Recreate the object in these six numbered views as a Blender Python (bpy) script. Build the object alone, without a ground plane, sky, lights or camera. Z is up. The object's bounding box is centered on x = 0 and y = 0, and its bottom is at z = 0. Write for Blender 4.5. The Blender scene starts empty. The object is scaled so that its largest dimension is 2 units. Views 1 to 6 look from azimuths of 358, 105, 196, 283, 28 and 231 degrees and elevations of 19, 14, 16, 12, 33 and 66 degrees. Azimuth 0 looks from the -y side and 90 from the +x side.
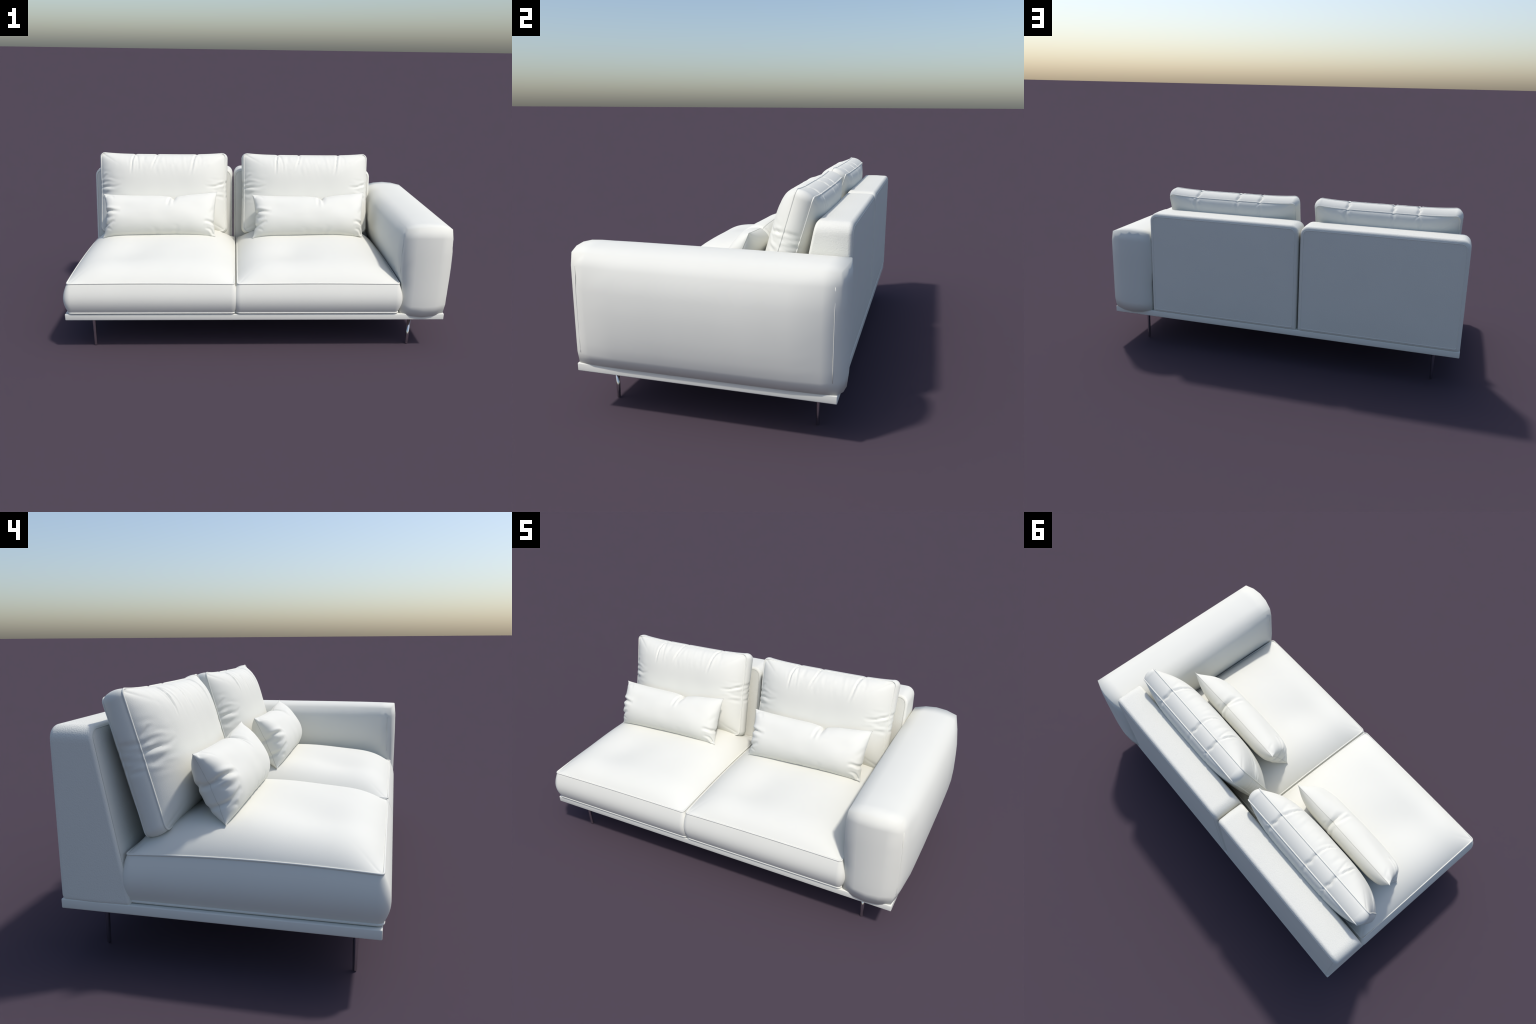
import bpy, math, random
import numpy as np
from mathutils import Matrix, Vector, noise

random.seed(4)

# ------------------------------------------------------------------ materials
def leather(name, grain, strength, colour=(0.736, 0.733, 0.668), rough=0.65):
    """White leather: near-uniform colour, pebble grain as bump."""
    m = bpy.data.materials.new(name)
    m.use_nodes = True
    nt = m.node_tree
    b = nt.nodes["Principled BSDF"]
    b.inputs["Roughness"].default_value = rough
    b.inputs["Specular IOR Level"].default_value = 0.15
    tc = nt.nodes.new("ShaderNodeTexCoord")
    soft = nt.nodes.new("ShaderNodeTexNoise")
    soft.inputs["Scale"].default_value = 6.0
    soft.inputs["Detail"].default_value = 3.0
    nt.links.new(tc.outputs["Object"], soft.inputs["Vector"])
    ramp = nt.nodes.new("ShaderNodeValToRGB")
    ramp.color_ramp.elements[0].position = 0.3
    ramp.color_ramp.elements[1].position = 0.7
    ramp.color_ramp.elements[0].color = (*[c * 0.985 for c in colour], 1)
    ramp.color_ramp.elements[1].color = (*colour, 1)
    nt.links.new(soft.outputs["Fac"], ramp.inputs["Fac"])
    nt.links.new(ramp.outputs["Color"], b.inputs["Base Color"])
    if strength > 0:
        vor = nt.nodes.new("ShaderNodeTexVoronoi")
        vor.feature = 'SMOOTH_F1'
        vor.inputs["Scale"].default_value = grain
        vor.inputs["Smoothness"].default_value = 0.6
        fine = nt.nodes.new("ShaderNodeTexNoise")
        fine.inputs["Scale"].default_value = grain * 1.7
        fine.inputs["Detail"].default_value = 2.0
        mix = nt.nodes.new("ShaderNodeMath")
        mix.operation = 'ADD'
        bump = nt.nodes.new("ShaderNodeBump")
        bump.inputs["Strength"].default_value = strength
        bump.inputs["Distance"].default_value = 0.002
        bump.invert = True
        nt.links.new(tc.outputs["Object"], vor.inputs["Vector"])
        nt.links.new(tc.outputs["Object"], fine.inputs["Vector"])
        nt.links.new(vor.outputs["Distance"], mix.inputs[0])
        nt.links.new(fine.outputs["Fac"], mix.inputs[1])
        nt.links.new(mix.outputs[0], bump.inputs["Height"])
        nt.links.new(bump.outputs["Normal"], b.inputs["Normal"])
    return m

def metal(name):
    m = bpy.data.materials.new(name)
    m.use_nodes = True
    nt = m.node_tree
    b = nt.nodes["Principled BSDF"]
    b.inputs["Base Color"].default_value = (0.62, 0.61, 0.60, 1)
    b.inputs["Metallic"].default_value = 1.0
    tc = nt.nodes.new("ShaderNodeTexCoord")
    n = nt.nodes.new("ShaderNodeTexNoise")
    n.inputs["Scale"].default_value = 40
    r = nt.nodes.new("ShaderNodeMapRange")
    r.inputs["To Min"].default_value = 0.10
    r.inputs["To Max"].default_value = 0.18
    nt.links.new(tc.outputs["Object"], n.inputs["Vector"])
    nt.links.new(n.outputs["Fac"], r.inputs["Value"])
    nt.links.new(r.outputs["Result"], b.inputs["Roughness"])
    return m

MAT_PANEL = leather("white_leather_coarse_grain", 210, 0.24)
MAT_CUSHION = leather("white_leather_fine_grain", 420, 0.11)
MAT_SEAT = leather("white_leather_smooth_grain", 450, 0.05)
MAT_ARM = leather("white_leather_plain", 300, 0.0)
MAT_PIPE = leather("white_leather_piping", 300, 0.0)
MAT_GROOVE_SHADE = leather("white_leather_darkened_groove_shade", 300, 0.0, colour=(0.58, 0.575, 0.52))  # same leather, colour darkened to paint the shadow in the seam groove
MAT_FRAME = leather("white_lacquer", 300, 0.0, rough=0.40)
MAT_METAL = metal("polished_metal")

# ------------------------------------------------------------------ helpers
root = bpy.data.objects.new("sofa", None)
bpy.context.collection.objects.link(root)
root["label"] = "white leather two-seat sofa with one armrest and cushions"
root["category"] = "sofa"

def add(name, mesh, parent, mat=None, matrix=None):
    o = bpy.data.objects.new(name, mesh)
    bpy.context.collection.objects.link(o)
    o.parent = parent
    if matrix is not None:
        o.matrix_local = matrix
    if mat is not None and not mesh.materials:
        mesh.materials.append(mat)
    return o

def make_mesh(name, verts, faces, sharp=None):
    me = bpy.data.meshes.new(name)
    me.from_pydata([tuple(map(float, v)) for v in verts], [], faces)
    me.polygons.foreach_set("use_smooth", [True] * len(me.polygons))
    if sharp:
        me.set_sharp_from_angle(angle=math.radians(sharp))
    me.update()
    return me

def dense(n, k=0.75):
    """n+1 parameters over -1..1, closer together near the ends."""
    t = np.linspace(-1, 1, n + 1)
    return (1 - k) * t + k * np.sin(t * math.pi / 2)

def round_corner(px, py, hx, hy, r):
    """Square boundary point -> rounded rectangle point and outward normal."""
    qx = np.clip(px, -(hx - r), hx - r)
    qy = np.clip(py, -(hy - r), hy - r)
    dx, dy = px - qx, py - qy
    L = np.maximum(np.hypot(dx, dy), 1e-9)
    return qx + r * dx / L, qy + r * dy / L, dx / L, dy / L

def wrinkles(X, Y, segs):
    """Sum of tapered creases. seg = (x0, y0, x1, y1, width, depth)."""
    out = np.zeros_like(X)
    for i, (x0, y0, x1, y1, w, d) in enumerate(segs):
        vx, vy = x1 - x0, y1 - y0
        L = math.hypot(vx, vy)
        vx, vy = vx / L, vy / L
        t = ((X - x0) * vx + (Y - y0) * vy) / L
        s = (X - x0) * -vy + (Y - y0) * vx
        s = s + 0.7 * w * np.sin(t * 5.0 + i * 1.7)
        tc = np.clip(t, 0, 1)
        over = np.maximum(t - 1, 0) + np.maximum(-t, 0)
        fade = (1 - tc) ** 0.8 * np.exp(-(over * L / w) ** 2)
        out += fade * (-d * np.exp(-(s / w) ** 2)
                       + 0.55 * d * np.exp(-((s - 1.9 * w) / (1.2 * w)) ** 2)
                       + 0.35 * d * np.exp(-((s + 1.9 * w) / (1.2 * w)) ** 2))
    return out

def lumps(X, Y, scale, amp, seed):
    o = np.zeros(X.size)
    for i, (x, y) in enumerate(zip(X.ravel(), Y.ravel())):
        o[i] = noise.noise(Vector((x * scale, y * scale, seed)))
    return amp * o.reshape(X.shape)

def tube(name, path, radius, closed=True, sides=8):
    P = np.asarray(path, float)
    n = len(P)
    if closed:
        T = np.roll(P, -1, 0) - np.roll(P, 1, 0)
    else:
        T = np.gradient(P, axis=0)
    T /= np.maximum(np.linalg.norm(T, axis=1)[:, None], 1e-9)
    C = P.mean(0)
    verts, faces = [], []
    for p, t in zip(P, T):
        ref = p - C
        u = ref - t * ref.dot(t)
        u /= max(np.linalg.norm(u), 1e-9)
        v = np.cross(t, u)
        for k in range(sides):
            a = 2 * math.pi * k / sides
            verts.append(p + radius * (math.cos(a) * u + math.sin(a) * v))
    m = n if closed else n - 1
    for i in range(m):
        for k in range(sides):
            a, b = i * sides + k, i * sides + (k + 1) % sides
            c, d = ((i + 1) % n) * sides + (k + 1) % sides, ((i + 1) % n) * sides + k
            faces.append((a, b, c, d))
    if not closed:
        faces.append(tuple(range(sides))[::-1])
        faces.append(tuple((n - 1) * sides + k for k in range(sides)))
    return make_mesh(name, verts, faces)

# ------------------------------------------------------------------ box cushion
def box_cushion(name, hx, hy, r, levels, crown, belly, notch=None, rim=None,
                na=90, nb=90, dense_k=0.75, sharp=40):
    """Stuffed cushion: a crowned front face and a belly face, each on a rounded
    rectangle, joined by a band.
    levels: (out, up, z) rows of the band from front seam to back seam
    crown(a, b, x, y), belly(...): height of either face over its seam
    notch(px, py, nx, ny): how far the outline is pulled inwards there
    rim(px, py): how far the front seam is lifted there
    returns the mesh and the two seam loops"""
    A, B = np.meshgrid(dense(na, dense_k), dense(nb, dense_k), indexing='ij')
    rho = np.maximum(np.abs(A), np.abs(B))
    safe = np.maximum(rho, 1e-6)
    SX, SY = A / safe * hx, B / safe * hy
    RX, RY, NX, NY = round_corner(SX, SY, hx, hy, r)
    w = rho ** 6
    X = A * hx * (1 - w) + rho * RX * w
    Y = B * hy * (1 - w) + rho * RY * w
    w8 = rho ** 10
    if notch is not None:
        k = notch(RX, RY, NX, NY)
        X = X - k * NX * w8
        Y = Y - k * NY * w8
        RX, RY = RX - k * NX, RY - k * NY
    R = rim(RX, RY) if rim is not None else np.zeros_like(X)

    edge = ([(i, 0) for i in range(na)] + [(na, j) for j in range(nb)]
            + [(i, nb) for i in range(na, 0, -1)] + [(0, j) for j in range(nb, 0, -1)])
    on_edge = {e: k for k, e in enumerate(edge)}
    ei = np.array([e[0] for e in edge]); ej = np.array([e[1] for e in edge])
    bx, by, bnx, bny, br = RX[ei, ej], RY[ei, ej], NX[ei, ej], NY[ei, ej], R[ei, ej]
    ne = len(edge)
    verts, faces = [], []
    rows = []
    for li, (out, up, z) in enumerate(levels):
        f = 1 - li / (len(levels) - 1)
        o = out(bx, by, bnx, bny) if callable(out) else out
        start = len(verts)
        for x, y, zz in zip(bx + bnx * o, by + bny * o + up, np.broadcast_to(z, bx.shape) + br * f):
            verts.append((x, y, zz))
        rows.append(start)
    for a, b in zip(rows[:-1], rows[1:]):
        for k in range(ne):
            k2 = (k + 1) % ne
            faces.append((a + k, b + k, b + k2, a + k2))

    def face_grid(row, level, fn, flip, lift):
        o, up, z = level
        f = 1 + (0 if callable(o) else o) / min(hx, hy)
        gx, gy = X * f, Y * f + up
        gz = z + fn(A, B, X, Y) + lift
        idx = np.zeros((na + 1, nb + 1), int)
        for i in range(na + 1):
            for j in range(nb + 1):
                if (i, j) in on_edge:
                    idx[i, j] = row + on_edge[(i, j)]
                else:
                    idx[i, j] = len(verts)
                    verts.append((gx[i, j], gy[i, j], gz[i, j]))
        for i in range(na):
            for j in range(nb):
                q = (idx[i, j], idx[i + 1, j], idx[i + 1, j + 1], idx[i, j + 1])
                faces.append(tuple(int(c) for c in (q[::-1] if flip else q)))
    face_grid(rows[0], levels[0], crown, False, R * w8)
    face_grid(rows[-1], levels[-1], belly, True, 0)
    V = np.array(verts)
    loops = [V[s:s + ne] for s in (rows[0], rows[-1])]
    return make_mesh(name, V, faces, sharp), loops

def dome(t, p, q):
    return (1 - np.minimum(np.abs(t), 1) ** p) ** q

# ------------------------------------------------------------------ frame and legs
def rounded_box(name, lo, hi, bevel):
    import bmesh
    bm = bmesh.new()
    bmesh.ops.create_cube(bm, size=1)
    for v in bm.verts:
        v.co = Vector([(lo[i] + hi[i]) / 2 + v.co[i] * (hi[i] - lo[i]) for i in range(3)])
    bmesh.ops.bevel(bm, geom=bm.edges[:], offset=bevel, segments=3, profile=0.5, affect='EDGES')
    me = bpy.data.meshes.new(name)
    bm.to_mesh(me); bm.free()
    me.polygons.foreach_set("use_smooth", [True] * len(me.polygons))
    me.set_sharp_from_angle(angle=math.radians(35))
    return me

add("frame", rounded_box("frame", (-0.995, -0.523, 0.1775), (0.948, 0.516, 0.211), 0.004), root, MAT_FRAME)

def leg_mesh(name, lean_x, lean_y):
    rings = [(0.0, 0.0070), (0.002, 0.0076)] + [(z, 0.0076 + 0.0018 * z / 0.18) for z in (0.03, 0.06, 0.08, 0.10, 0.12, 0.14, 0.16, 0.185)]
    n = 24
    verts, faces = [], []
    for z, rad in rings:
        for k in range(n):
            a = 2 * math.pi * k / n
            verts.append((lean_x * z / 0.18 + rad * math.cos(a), lean_y * z / 0.18 + rad * math.sin(a), z))
    for i in range(len(rings) - 1):
        for k in range(n):
            faces.append((i * n + k, i * n + (k + 1) % n, (i + 1) * n + (k + 1) % n, (i + 1) * n + k))
    faces.append(tuple(range(n))[::-1])
    return make_mesh(name, verts, faces, 50)

LEG = leg_mesh("leg", 0.0, 0.0)
# the leg under the armrest is shaded as if its top were rounded over
LEG_ROUNDED = leg_mesh("leg", 0.0, 0.0)
ups = []
for v in LEG_ROUNDED.vertices:
    side = Vector((v.co.x, v.co.y, 0)).normalized()
    lift = 1.3 * max(0.0, (v.co.z - 0.03) / 0.15) ** 1.1
    ups.append((side + Vector((0, 0, lift))).normalized())
LEG_ROUNDED.normals_split_custom_set_from_vertices(ups)
for x, y in [(-0.870, -0.440), (0.794, -0.437), (0.790, 0.421), (-0.867, 0.420)]:
    add("leg", LEG_ROUNDED if x > 0 and y < 0 else LEG, root, MAT_METAL, Matrix.Translation((x, y, 0)))

# ------------------------------------------------------------------ armrest
def armrest():
    """Inflated box with straight-sided facets, broad bulge on the outer face."""
    xs = np.linspace(0.718, 0.942, 5)
    ys = np.array([-0.515, -0.455, -0.34, -0.17, 0, 0.17, 0.34, 0.455, 0.515])
    zs = np.array([0.213, 0.262, 0.31, 0.37, 0.44, 0.525, 0.613, 0.663])
    nx, ny, nz = len(xs) - 1, len(ys) - 1, len(zs) - 1
    def pos(i, j, k):
        x, y, z = xs[i], ys[j], zs[k]
        a = (x - 0.83) / 0.112; b = y / 0.515; c = (z - 0.438) / 0.225
        da, db = 1 - a * a, 1 - abs(b) ** 7
        dc = 1 - abs(c) ** 3.3 if c > 0 else 1 - 0.86 * abs(c) ** 2.3
        fb = 1 - b ** 6
        if a > 0:
            x += abs(a) * (0.008 * (1 - abs(c) ** 14) + 0.050 * db * dc
                           + 0.008 * (1 - abs(b) ** 16) * max(0.0, -c) ** 4)
        else:
            x -= abs(a) * (0.008 * (1 - abs(c) ** 14) * (0.2 + 0.8 * (c > 0)) + 0.034 * db * max(0.0, 1 - ((c - 0.35) / 0.62) ** 2))
        y += np.sign(b) * abs(b) ** 8 * (0.018 * da + 0.006 * da * (1 - c ** 6) + 0.002 * (1 - c ** 8))
        if c > 0:
            z += c ** 3 * (0.015 * da + 0.005 * da * fb)
        else:
            z += c ** 3 * (0.017 * da)
        return (x, y, z)
    index, verts, faces = {}, [], []
    def vid(i, j, k):
        if (i, j, k) not in index:
            index[(i, j, k)] = len(verts)
            verts.append(pos(i, j, k))
        return index[(i, j, k)]
    for i in range(nx):
        for j in range(ny):
            faces.append([vid(i, j, nz), vid(i + 1, j, nz), vid(i + 1, j + 1, nz), vid(i, j + 1, nz)])
            faces.append([vid(i, j, 0), vid(i, j + 1, 0), vid(i + 1, j + 1, 0), vid(i + 1, j, 0)])
    for i in range(nx):
        for k in range(nz):
            faces.append([vid(i, 0, k), vid(i + 1, 0, k), vid(i + 1, 0, k + 1), vid(i, 0, k + 1)])
            faces.append([vid(i, ny, k), vid(i, ny, k + 1), vid(i + 1, ny, k + 1), vid(i + 1, ny, k)])
    for j in range(ny):
        for k in range(nz):
            faces.append([vid(0, j, k), vid(0, j, k + 1), vid(0, j + 1, k + 1), vid(0, j + 1, k)])
            faces.append([vid(nx, j, k), vid(nx, j + 1, k), vid(nx, j + 1, k + 1), vid(nx, j, k + 1)])
    arm = add("armrest", make_mesh("armrest", verts, faces), root, MAT_ARM)
    for i in (0, nx):
        for j in (0, ny - 1):
            f = 0.30 if j == 0 else 0.70
            line = [np.array(pos(i, j, k)) * (1 - f) + np.array(pos(i, j + 1, k)) * f for k in range(1, nz)]
            add("seam", tube("seam", line, 0.0013, closed=False, sides=6), arm, MAT_PIPE)
armrest()

# ------------------------------------------------------------------ backrest panels
def backrest(cx, hx):
    z0, z1 = 0.206, 0.786
    hz, cz = (z1 - z0) / 2, (z0 + z1) / 2
    yr = 0.5175
    front_in, rear_in = 0.012, 0.019
    def yf(z):
        return 0.270 + 0.105 * (z - 0.21) / 0.57
    r = 0.045
    steps = []
    for k in range(9):
        t = k / 8 * math.pi / 2
        steps.append((-front_in * (1 - math.sin(t)), 'f', 0.012 * (1 - math.cos(t))))
    steps.append((0.0015, 'm', 0.5))
    for k in range(9):
        t = k / 8 * math.pi / 2
        steps.append((-rear_in * (1 - math.cos(t)), 'r', 0.019 * (1 - math.sin(t))))
    na, nb = 60, 44
    A, B = np.meshgrid(dense(na, 0.9), dense(nb, 0.9), indexing='ij')
    rho = np.maximum(np.abs(A), np.abs(B)); safe = np.maximum(rho, 1e-6)
    def outline(o, A, B, safe, rho):
        ax, az = hx + o, hz + o
        px, pz = A / safe * ax, B / safe * az
        rr = max(r + o, 0.012)
        x1, z1_, _, _ = round_corner(px, pz, ax, az, rr)
        x2, z2_, _, _ = round_corner(px, pz, ax, az, 0.012)
        top = pz > 0
        bx, bz = np.where(top, x1, x2), np.where(top, z1_, z2_)
        w = rho ** 6
        X = A * ax * (1 - w) + rho * bx * w
        Z = B * az * (1 - w) + rho * bz * w
        return X, Z
    edge = ([(i, 0) for i in range(na)] + [(na, j) for j in range(nb)]
            + [(i, nb) for i in range(na, 0, -1)] + [(0, j) for j in range(nb, 0, -1)])
    on_edge = {e: k for k, e in enumerate(edge)}
    ei = np.array([e[0] for e in edge]); ej = np.array([e[1] for e in edge]); ne = len(edge)
    verts, faces, rows = [], [], []
    for o, kind, d in steps:
        X, Z = outline(o, A, B, safe, rho)
        x, z = X[ei, ej] + cx, Z[ei, ej] + cz
        f = yf(z)
        y = f + d if kind == 'f' else (yr - d + 0 * z if kind == 'r' else (f + yr) / 2)
        rows.append(len(verts))
        verts += list(zip(x, y, z))
    for a, b in zip(rows[:-1], rows[1:]):
        for k in range(ne):
            k2 = (k + 1) % ne
            faces.append((a + k, b + k, b + k2, a + k2))
    for row, o, front in ((rows[0], -front_in, True), (rows[-1], -rear_in, False)):
        X, Z = outline(o, A, B, safe, rho)
        puff = 0.004 * dome(A, 4, 1) * dome(B, 4, 1)
        idx = np.zeros((na + 1, nb + 1), int)
        for i in range(na + 1):
            for j in range(nb + 1):
                if (i, j) in on_edge:
                    idx[i, j] = row + on_edge[(i, j)]
                else:
                    z = Z[i, j] + cz
                    y = yf(z) - puff[i, j] if front else yr + 0.8 * puff[i, j]
                    idx[i, j] = len(verts)
                    verts.append((X[i, j] + cx, y, z))
        for i in range(na):
            for j in range(nb):
                q = (idx[i, j], idx[i + 1, j], idx[i + 1, j + 1], idx[i, j + 1])
                faces.append(tuple(int(c) for c in (q if front else q[::-1])))
    V = np.array(verts)
    o = add("backrest", make_mesh("backrest", V, faces, 50), root, MAT_PANEL)
    add("seam", tube("seam", V[rows[0]:rows[0] + ne], 0.0012, sides=6), o, MAT_GROOVE_SHADE)
    add("seam", tube("seam", V[rows[-1]:rows[-1] + ne], 0.0016, sides=6), o, MAT_PIPE)

backrest(-0.5725, 0.4220)
backrest(0.2835, 0.4250)

# ------------------------------------------------------------------ seat cushions
def seat(cx, hx):
    cy, hy = -0.1175, 0.4025
    top, bottom = 0.374, 0.219
    def crown(a, b, x, y):
        sag = (0.018 * np.exp(-((a + 0.35) / 0.32) ** 2 - ((b + 0.42) / 0.34) ** 2)
               - 0.009 * np.exp(-((a - 0.27) / 0.35) ** 2 - ((b + 0.12) / 0.35) ** 2))
        slope = np.clip((0.15 - b) / 0.75, 0, 1)
        lower = 0.016 * slope ** 2 * (3 - 2 * slope)
        return ((0.109 - lower) * dome(a, 5.5, 0.9) * dome(b, 5.5, 0.9) - sag
                + lumps(x, y, 7, 0.0010, 1.3 + cx) * dome(a, 2, 1) * dome(b, 2, 1))
    def belly(a, b, x, y):
        return -0.004 * dome(a, 4, 1) * dome(b, 4, 1)
    def rim(px, py):
        u = np.clip(px / hx, -1, 1); v = np.clip(py / hy, -1, 1)
        side = np.clip((np.abs(px) - hx + 0.03) / 0.03, 0, 1)
        front = np.clip((np.abs(py) - hy + 0.03) / 0.03, 0, 1)
        return 0.013 * (1 - v ** 2) * side + 0.004 * (1 - u ** 2) * front
    levels = []
    n = 16
    for k in range(n + 1):
        s = k / n
        bulge = 0.0225 * math.sin(math.pi * s ** 1.1) ** 0.88 + 0.004 * s
        levels.append((bulge, 0.0, top + (bottom - top) * s))
    me, loops = box_cushion("seat_cushion", hx, hy, 0.014, levels, crown, belly, rim=rim)
    o = add("seat_cushion", me, root, MAT_SEAT, Matrix.Translation((cx, cy, 0)))
    add("piping", tube("piping", loops[0] + np.array((0, 0, 0.001)), 0.0036), o, MAT_PIPE)
    add("piping", tube("piping", loops[1], 0.0050), o, MAT_PIPE)
seat(-0.5555, 0.4185)
seat(0.2900, 0.4120)

# ------------------------------------------------------------------ back cushions
def back_cushion_meshes():
    hx, hy, deep = 0.3705, 0.2345, 0.0725
    gathers = [-0.166, -0.037, 0.200]          # puckers along the top seam
    front_creases = [
        (-0.166, 0.228, -0.185, 0.105, 0.005, 0.0075), (-0.152, 0.228, -0.135, 0.12, 0.005, 0.0045),
        (-0.037, 0.228, -0.058, 0.125, 0.005, 0.0068), (-0.02, 0.22, -0.035, 0.10, 0.010, 0.0018),
        (0.200, 0.228, 0.160, 0.100, 0.006, 0.0080), (0.215, 0.228, 0.235, 0.16, 0.008, 0.003),
        (0.09, 0.21, 0.075, 0.12, 0.012, 0.0015), (-0.11, 0.21, -0.105, 0.11, 0.010, 0.0018),
        (-0.368, 0.078, -0.320, 0.100, 0.006, 0.0050), (-0.368, 0.046, -0.290, 0.064, 0.007, 0.0045),
        (-0.368, 0.022, -0.235, 0.040, 0.007, 0.0060), (-0.368, -0.015, -0.290, 0.002, 0.008, 0.0040),
        (0.368, 0.045, 0.250, 0.030, 0.007, 0.0080), (0.368, 0.012, 0.285, 0.000, 0.010, 0.0040),
        (0.368, -0.03, 0.28, -0.045, 0.010, 0.0030)]
    back_creases = [(-0.166, 0.22, -0.18, 0.14, 0.007, 0.004), (-0.037, 0.22, -0.045, 0.15, 0.007, 0.004),
                    (0.200, 0.22, 0.205, 0.15, 0.008, 0.005), (0.22, 0.22, 0.19, 0.16, 0.007, 0.003)]
    def puckers(x, y):
        side = (np.exp(-((x + 0.35) / 0.07) ** 2 - ((y - 0.035) / 0.075) ** 2)
                + np.exp(-((x - 0.35) / 0.07) ** 2 - ((y - 0.010) / 0.060) ** 2))
        upper = np.exp(-((y - 0.20) / 0.07) ** 2 - (x / 0.24) ** 4)
        return (lumps(x * 0.55 + y * 0.25, y * 1.6, 38, 0.0048, 8.7) * side
                + lumps(x * 1.5 + y * 0.3, y * 0.30, 34, 0.0026, 3.9) * upper)
    def crown(a, b, x, y):
        return (0.086 * dome(a, 4.2, 0.84) * dome(b, 4.6, 0.9)
                + wrinkles(x, y, front_creases) * np.clip(3 * (1 - np.maximum(np.abs(a), np.abs(b)) ** 8), 0, 1)
                + puckers(x, y) * np.clip(3 * (1 - np.maximum(np.abs(a), np.abs(b)) ** 8), 0, 1)
                + lumps(x, y, 9, 0.0016, 5.1))
    def belly(a, b, x, y):
        return -(0.055 * dome(a, 4, 0.8) * dome(b, 4, 0.8)
                 + wrinkles(x, y, back_creases))
    def notch(px, py, nx, ny):
        u = np.clip(px / hx, -1, 1); v = np.clip(py / hy, -1, 1)
        k = 0.012 * (1 - u ** 4) * np.clip(ny, 0, 1)
        for g in gathers:
            k = k + 0.0045 * np.exp(-((px - g) / 0.007) ** 2) * np.clip(ny, 0, 1)
        k = k + 0.004 * (1 - v ** 2) * np.abs(nx)
        for g, d in ((0.055, 0.003), (0.025, 0.003), (-0.005, 0.0025)):
            k = k + d * np.exp(-((py - g) / 0.008) ** 2) * np.abs(nx)
        return k
    def band(s):
        def out(px, py, nx, ny):
            o = (0.007 + 0.007 * np.abs(nx)) * math.sin(math.pi * s) ** 0.7
            for g in gathers:
                o = o - 0.006 * math.sin(math.pi * s) ** 0.5 * np.exp(-((px - g - 0.006 * math.sin(9 * s)) / 0.007) ** 2) * np.clip(ny, 0, 1)
            for g in (0.06, 0.035, 0.005, -0.03):
                o = o - 0.004 * math.sin(math.pi * s) ** 0.5 * np.exp(-((py - g - 0.012 * s) / 0.008) ** 2) * np.abs(nx)
            return o
        return out
    levels = [(0.0, 0.0, 0.0)]
    n = 10
    for k in range(1, n):
        levels.append((band(k / n), -0.009 * k / n, -deep * k / n))
    levels.append((0.0, -0.009, -deep))
    me, loops = box_cushion("back_cushion", hx, hy, 0.026, levels, crown, belly, notch=notch,
                            na=170, nb=110, dense_k=0.5)
    return me, tube("piping", loops[0], 0.0034), tube("piping", loops[1], 0.0034)

cushion_me, pipe_front, pipe_back = back_cushion_meshes()
tilt = math.atan2(0.961, 0.277)
for cx in (-0.5625, 0.2885):
    M = Matrix.Translation((cx, 0.2260, 0.6730)) @ Matrix.Rotation(tilt, 4, 'X')
    o = add("back_cushion", cushion_me, root, MAT_CUSHION, M)
    add("piping", pipe_front, o, MAT_PIPE)
    add("piping", pipe_back, o, MAT_PIPE)

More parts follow.
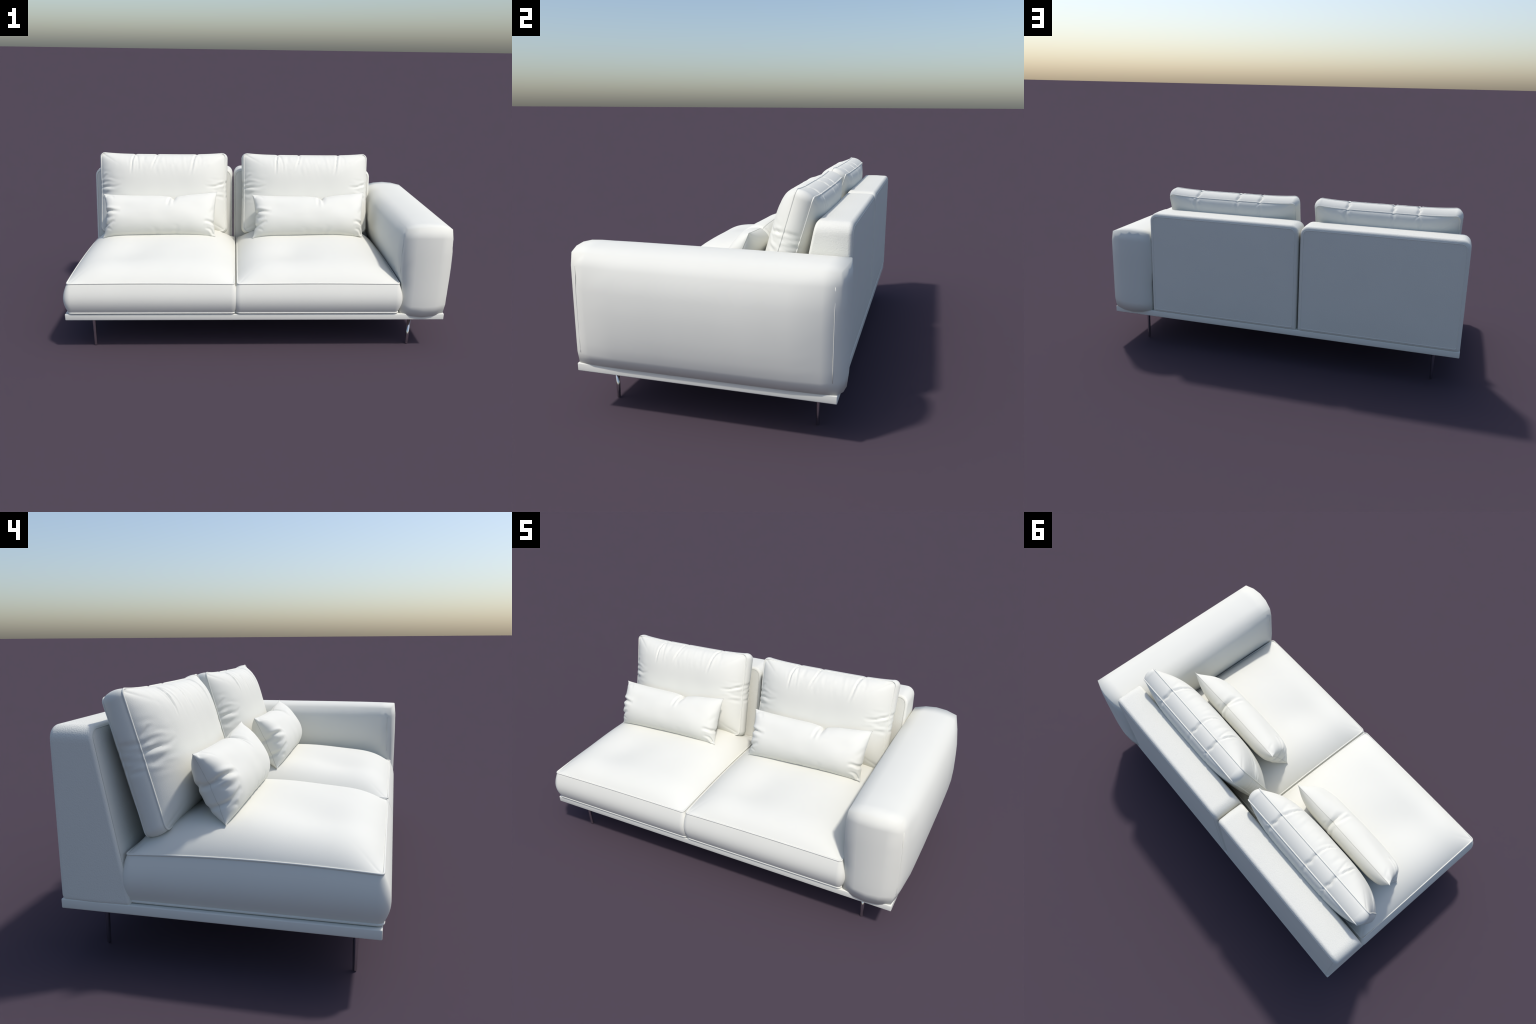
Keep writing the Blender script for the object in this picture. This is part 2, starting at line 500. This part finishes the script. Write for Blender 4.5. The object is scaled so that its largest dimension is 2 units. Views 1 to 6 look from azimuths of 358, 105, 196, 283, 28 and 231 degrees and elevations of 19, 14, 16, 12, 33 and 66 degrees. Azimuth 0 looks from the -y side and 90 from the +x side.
# ------------------------------------------------------------------ lumbar pillows
def pillow_mesh():
    hx, hy = 0.320, 0.124
    front = [(0.078, 0.118, 0.042, 0.045, 0.008, 0.014), (0.095, 0.118, 0.075, 0.07, 0.010, 0.005),
             (-0.318, 0.012, -0.215, 0.022, 0.0085, 0.019), (-0.315, -0.004, -0.255, -0.02, 0.008, 0.008),
             (-0.318, -0.062, -0.240, -0.045, 0.008, 0.014), (-0.315, -0.080, -0.26, -0.085, 0.007, 0.006),
             (0.318, -0.042, 0.250, -0.050, 0.008, 0.013), (0.305, -0.108, 0.265, -0.075, 0.007, 0.009),
             (0.315, 0.02, 0.27, 0.01, 0.012, 0.004), (-0.30, 0.115, -0.25, 0.10, 0.008, 0.006),
             (0.10, -0.12, 0.09, -0.06, 0.014, 0.004), (-0.02, -0.12, -0.02, -0.07, 0.014, 0.003)]
    back = [(0.075, 0.118, 0.03, 0.06, 0.009, 0.010), (0.10, 0.118, 0.10, 0.07, 0.009, 0.006),
            (-0.315, 0.015, -0.24, 0.02, 0.010, 0.009), (-0.315, -0.060, -0.25, -0.05, 0.009, 0.006),
            (0.315, 0.0, 0.25, 0.0, 0.010, 0.007)]
    na, nb = 150, 80
    A, B = np.meshgrid(dense(na, 0.85), dense(nb, 0.85), indexing='ij')
    rho = np.maximum(np.abs(A), np.abs(B))
    X, Y = A * hx, B * hy
    # outline: pulled in at the middle of each side, a pinch in the top seam
    X = X - 0.016 * np.sign(A) * np.abs(A) ** 8 * (1 - B ** 2) * np.where(A < 0, 1.0, 0.55)
    X = X + 0.010 * np.clip(B, -1, 1) * np.abs(A) ** 4 * (A > 0) * 0.6
    topline = -0.009 * (1 - A ** 2) - 0.016 * np.exp(-((A - 0.25) / 0.03) ** 2) \
              - 0.010 * np.exp(-((A - 0.25) / 0.16) ** 2) + 0.010 * np.clip(A, 0, 1) ** 2
    Y = Y + np.where(B > 0, topline * np.abs(B) ** 2, 0) + np.where(B < 0, 0.006 * (1 - A ** 2) * B ** 2, 0)
    for bx, by, d in ((-1, 0.10, 0.010), (-1, -0.50, 0.008), (1, -0.40, 0.008)):
        m = np.exp(-((A - bx) / 0.05) ** 2) * np.exp(-((B - by) / 0.07) ** 2)
        X = X - bx * d * m
    for_corner = np.abs(A) ** 24 * np.abs(B) ** 24
    X = X + 0.003 * np.sign(A) * for_corner
    Y = Y + 0.002 * np.sign(B) * for_corner
    along = np.where(A < 0, dome(A, 6.5, 0.5), dome(A, 4.5, 0.55))
    body_front = (along * dome(B + 0.05 * (1 - B ** 2), 2.3, 0.70)
                  - 0.12 * np.exp(-((np.abs(A) - 0.6) / 0.25) ** 2 - ((B - 0.35) / 0.35) ** 2))
    body_back = along * dome(B - 0.05 * (1 - B ** 2), 2.8, 0.58)
    edge_fade = np.clip(4 * (1 - rho ** 10), 0, 1)
    Zf = 0.086 * body_front + wrinkles(X, Y, front) * edge_fade + lumps(X, Y, 11, 0.003, 2.2) * edge_fade
    Zb = -0.068 * body_back - wrinkles(X, Y, back) * edge_fade
    verts, faces = [], []
    fi = np.zeros(A.shape, int); bi = np.zeros(A.shape, int)
    for i in range(na + 1):
        for j in range(nb + 1):
            border = i in (0, na) or j in (0, nb)
            fi[i, j] = bi[i, j] = len(verts)
            verts.append((X[i, j], Y[i, j], 0 if border else Zf[i, j]))
            if not border:
                bi[i, j] = len(verts)
                verts.append((X[i, j], Y[i, j], Zb[i, j]))
    for i in range(na):
        for j in range(nb):
            for idx, flip in ((fi, False), (bi, True)):
                q = (idx[i, j], idx[i + 1, j], idx[i + 1, j + 1], idx[i, j + 1])
                faces.append(tuple(int(c) for c in (q[::-1] if flip else q)))
    loop = [verts[fi[i, 0]] for i in range(na)] + [verts[fi[na, j]] for j in range(nb)] \
        + [verts[fi[i, nb]] for i in range(na, 0, -1)] + [verts[fi[0, j]] for j in range(nb, 0, -1)]
    return make_mesh("pillow", verts, faces, 60), tube("seam", loop, 0.0010, sides=6)

pillow_me, pillow_seam = pillow_mesh()
lean = math.radians(90 - 24.5)
for cx in (-0.565, 0.289):
    M = (Matrix.Translation((cx, 0.031, 0.581)) @ Matrix.Rotation(lean, 4, 'X')
         @ Matrix.Rotation(math.radians(0.6), 4, 'Z'))
    o = add("pillow", pillow_me, root, MAT_SEAT, M)
    add("seam", pillow_seam, o, MAT_GROOVE_SHADE)
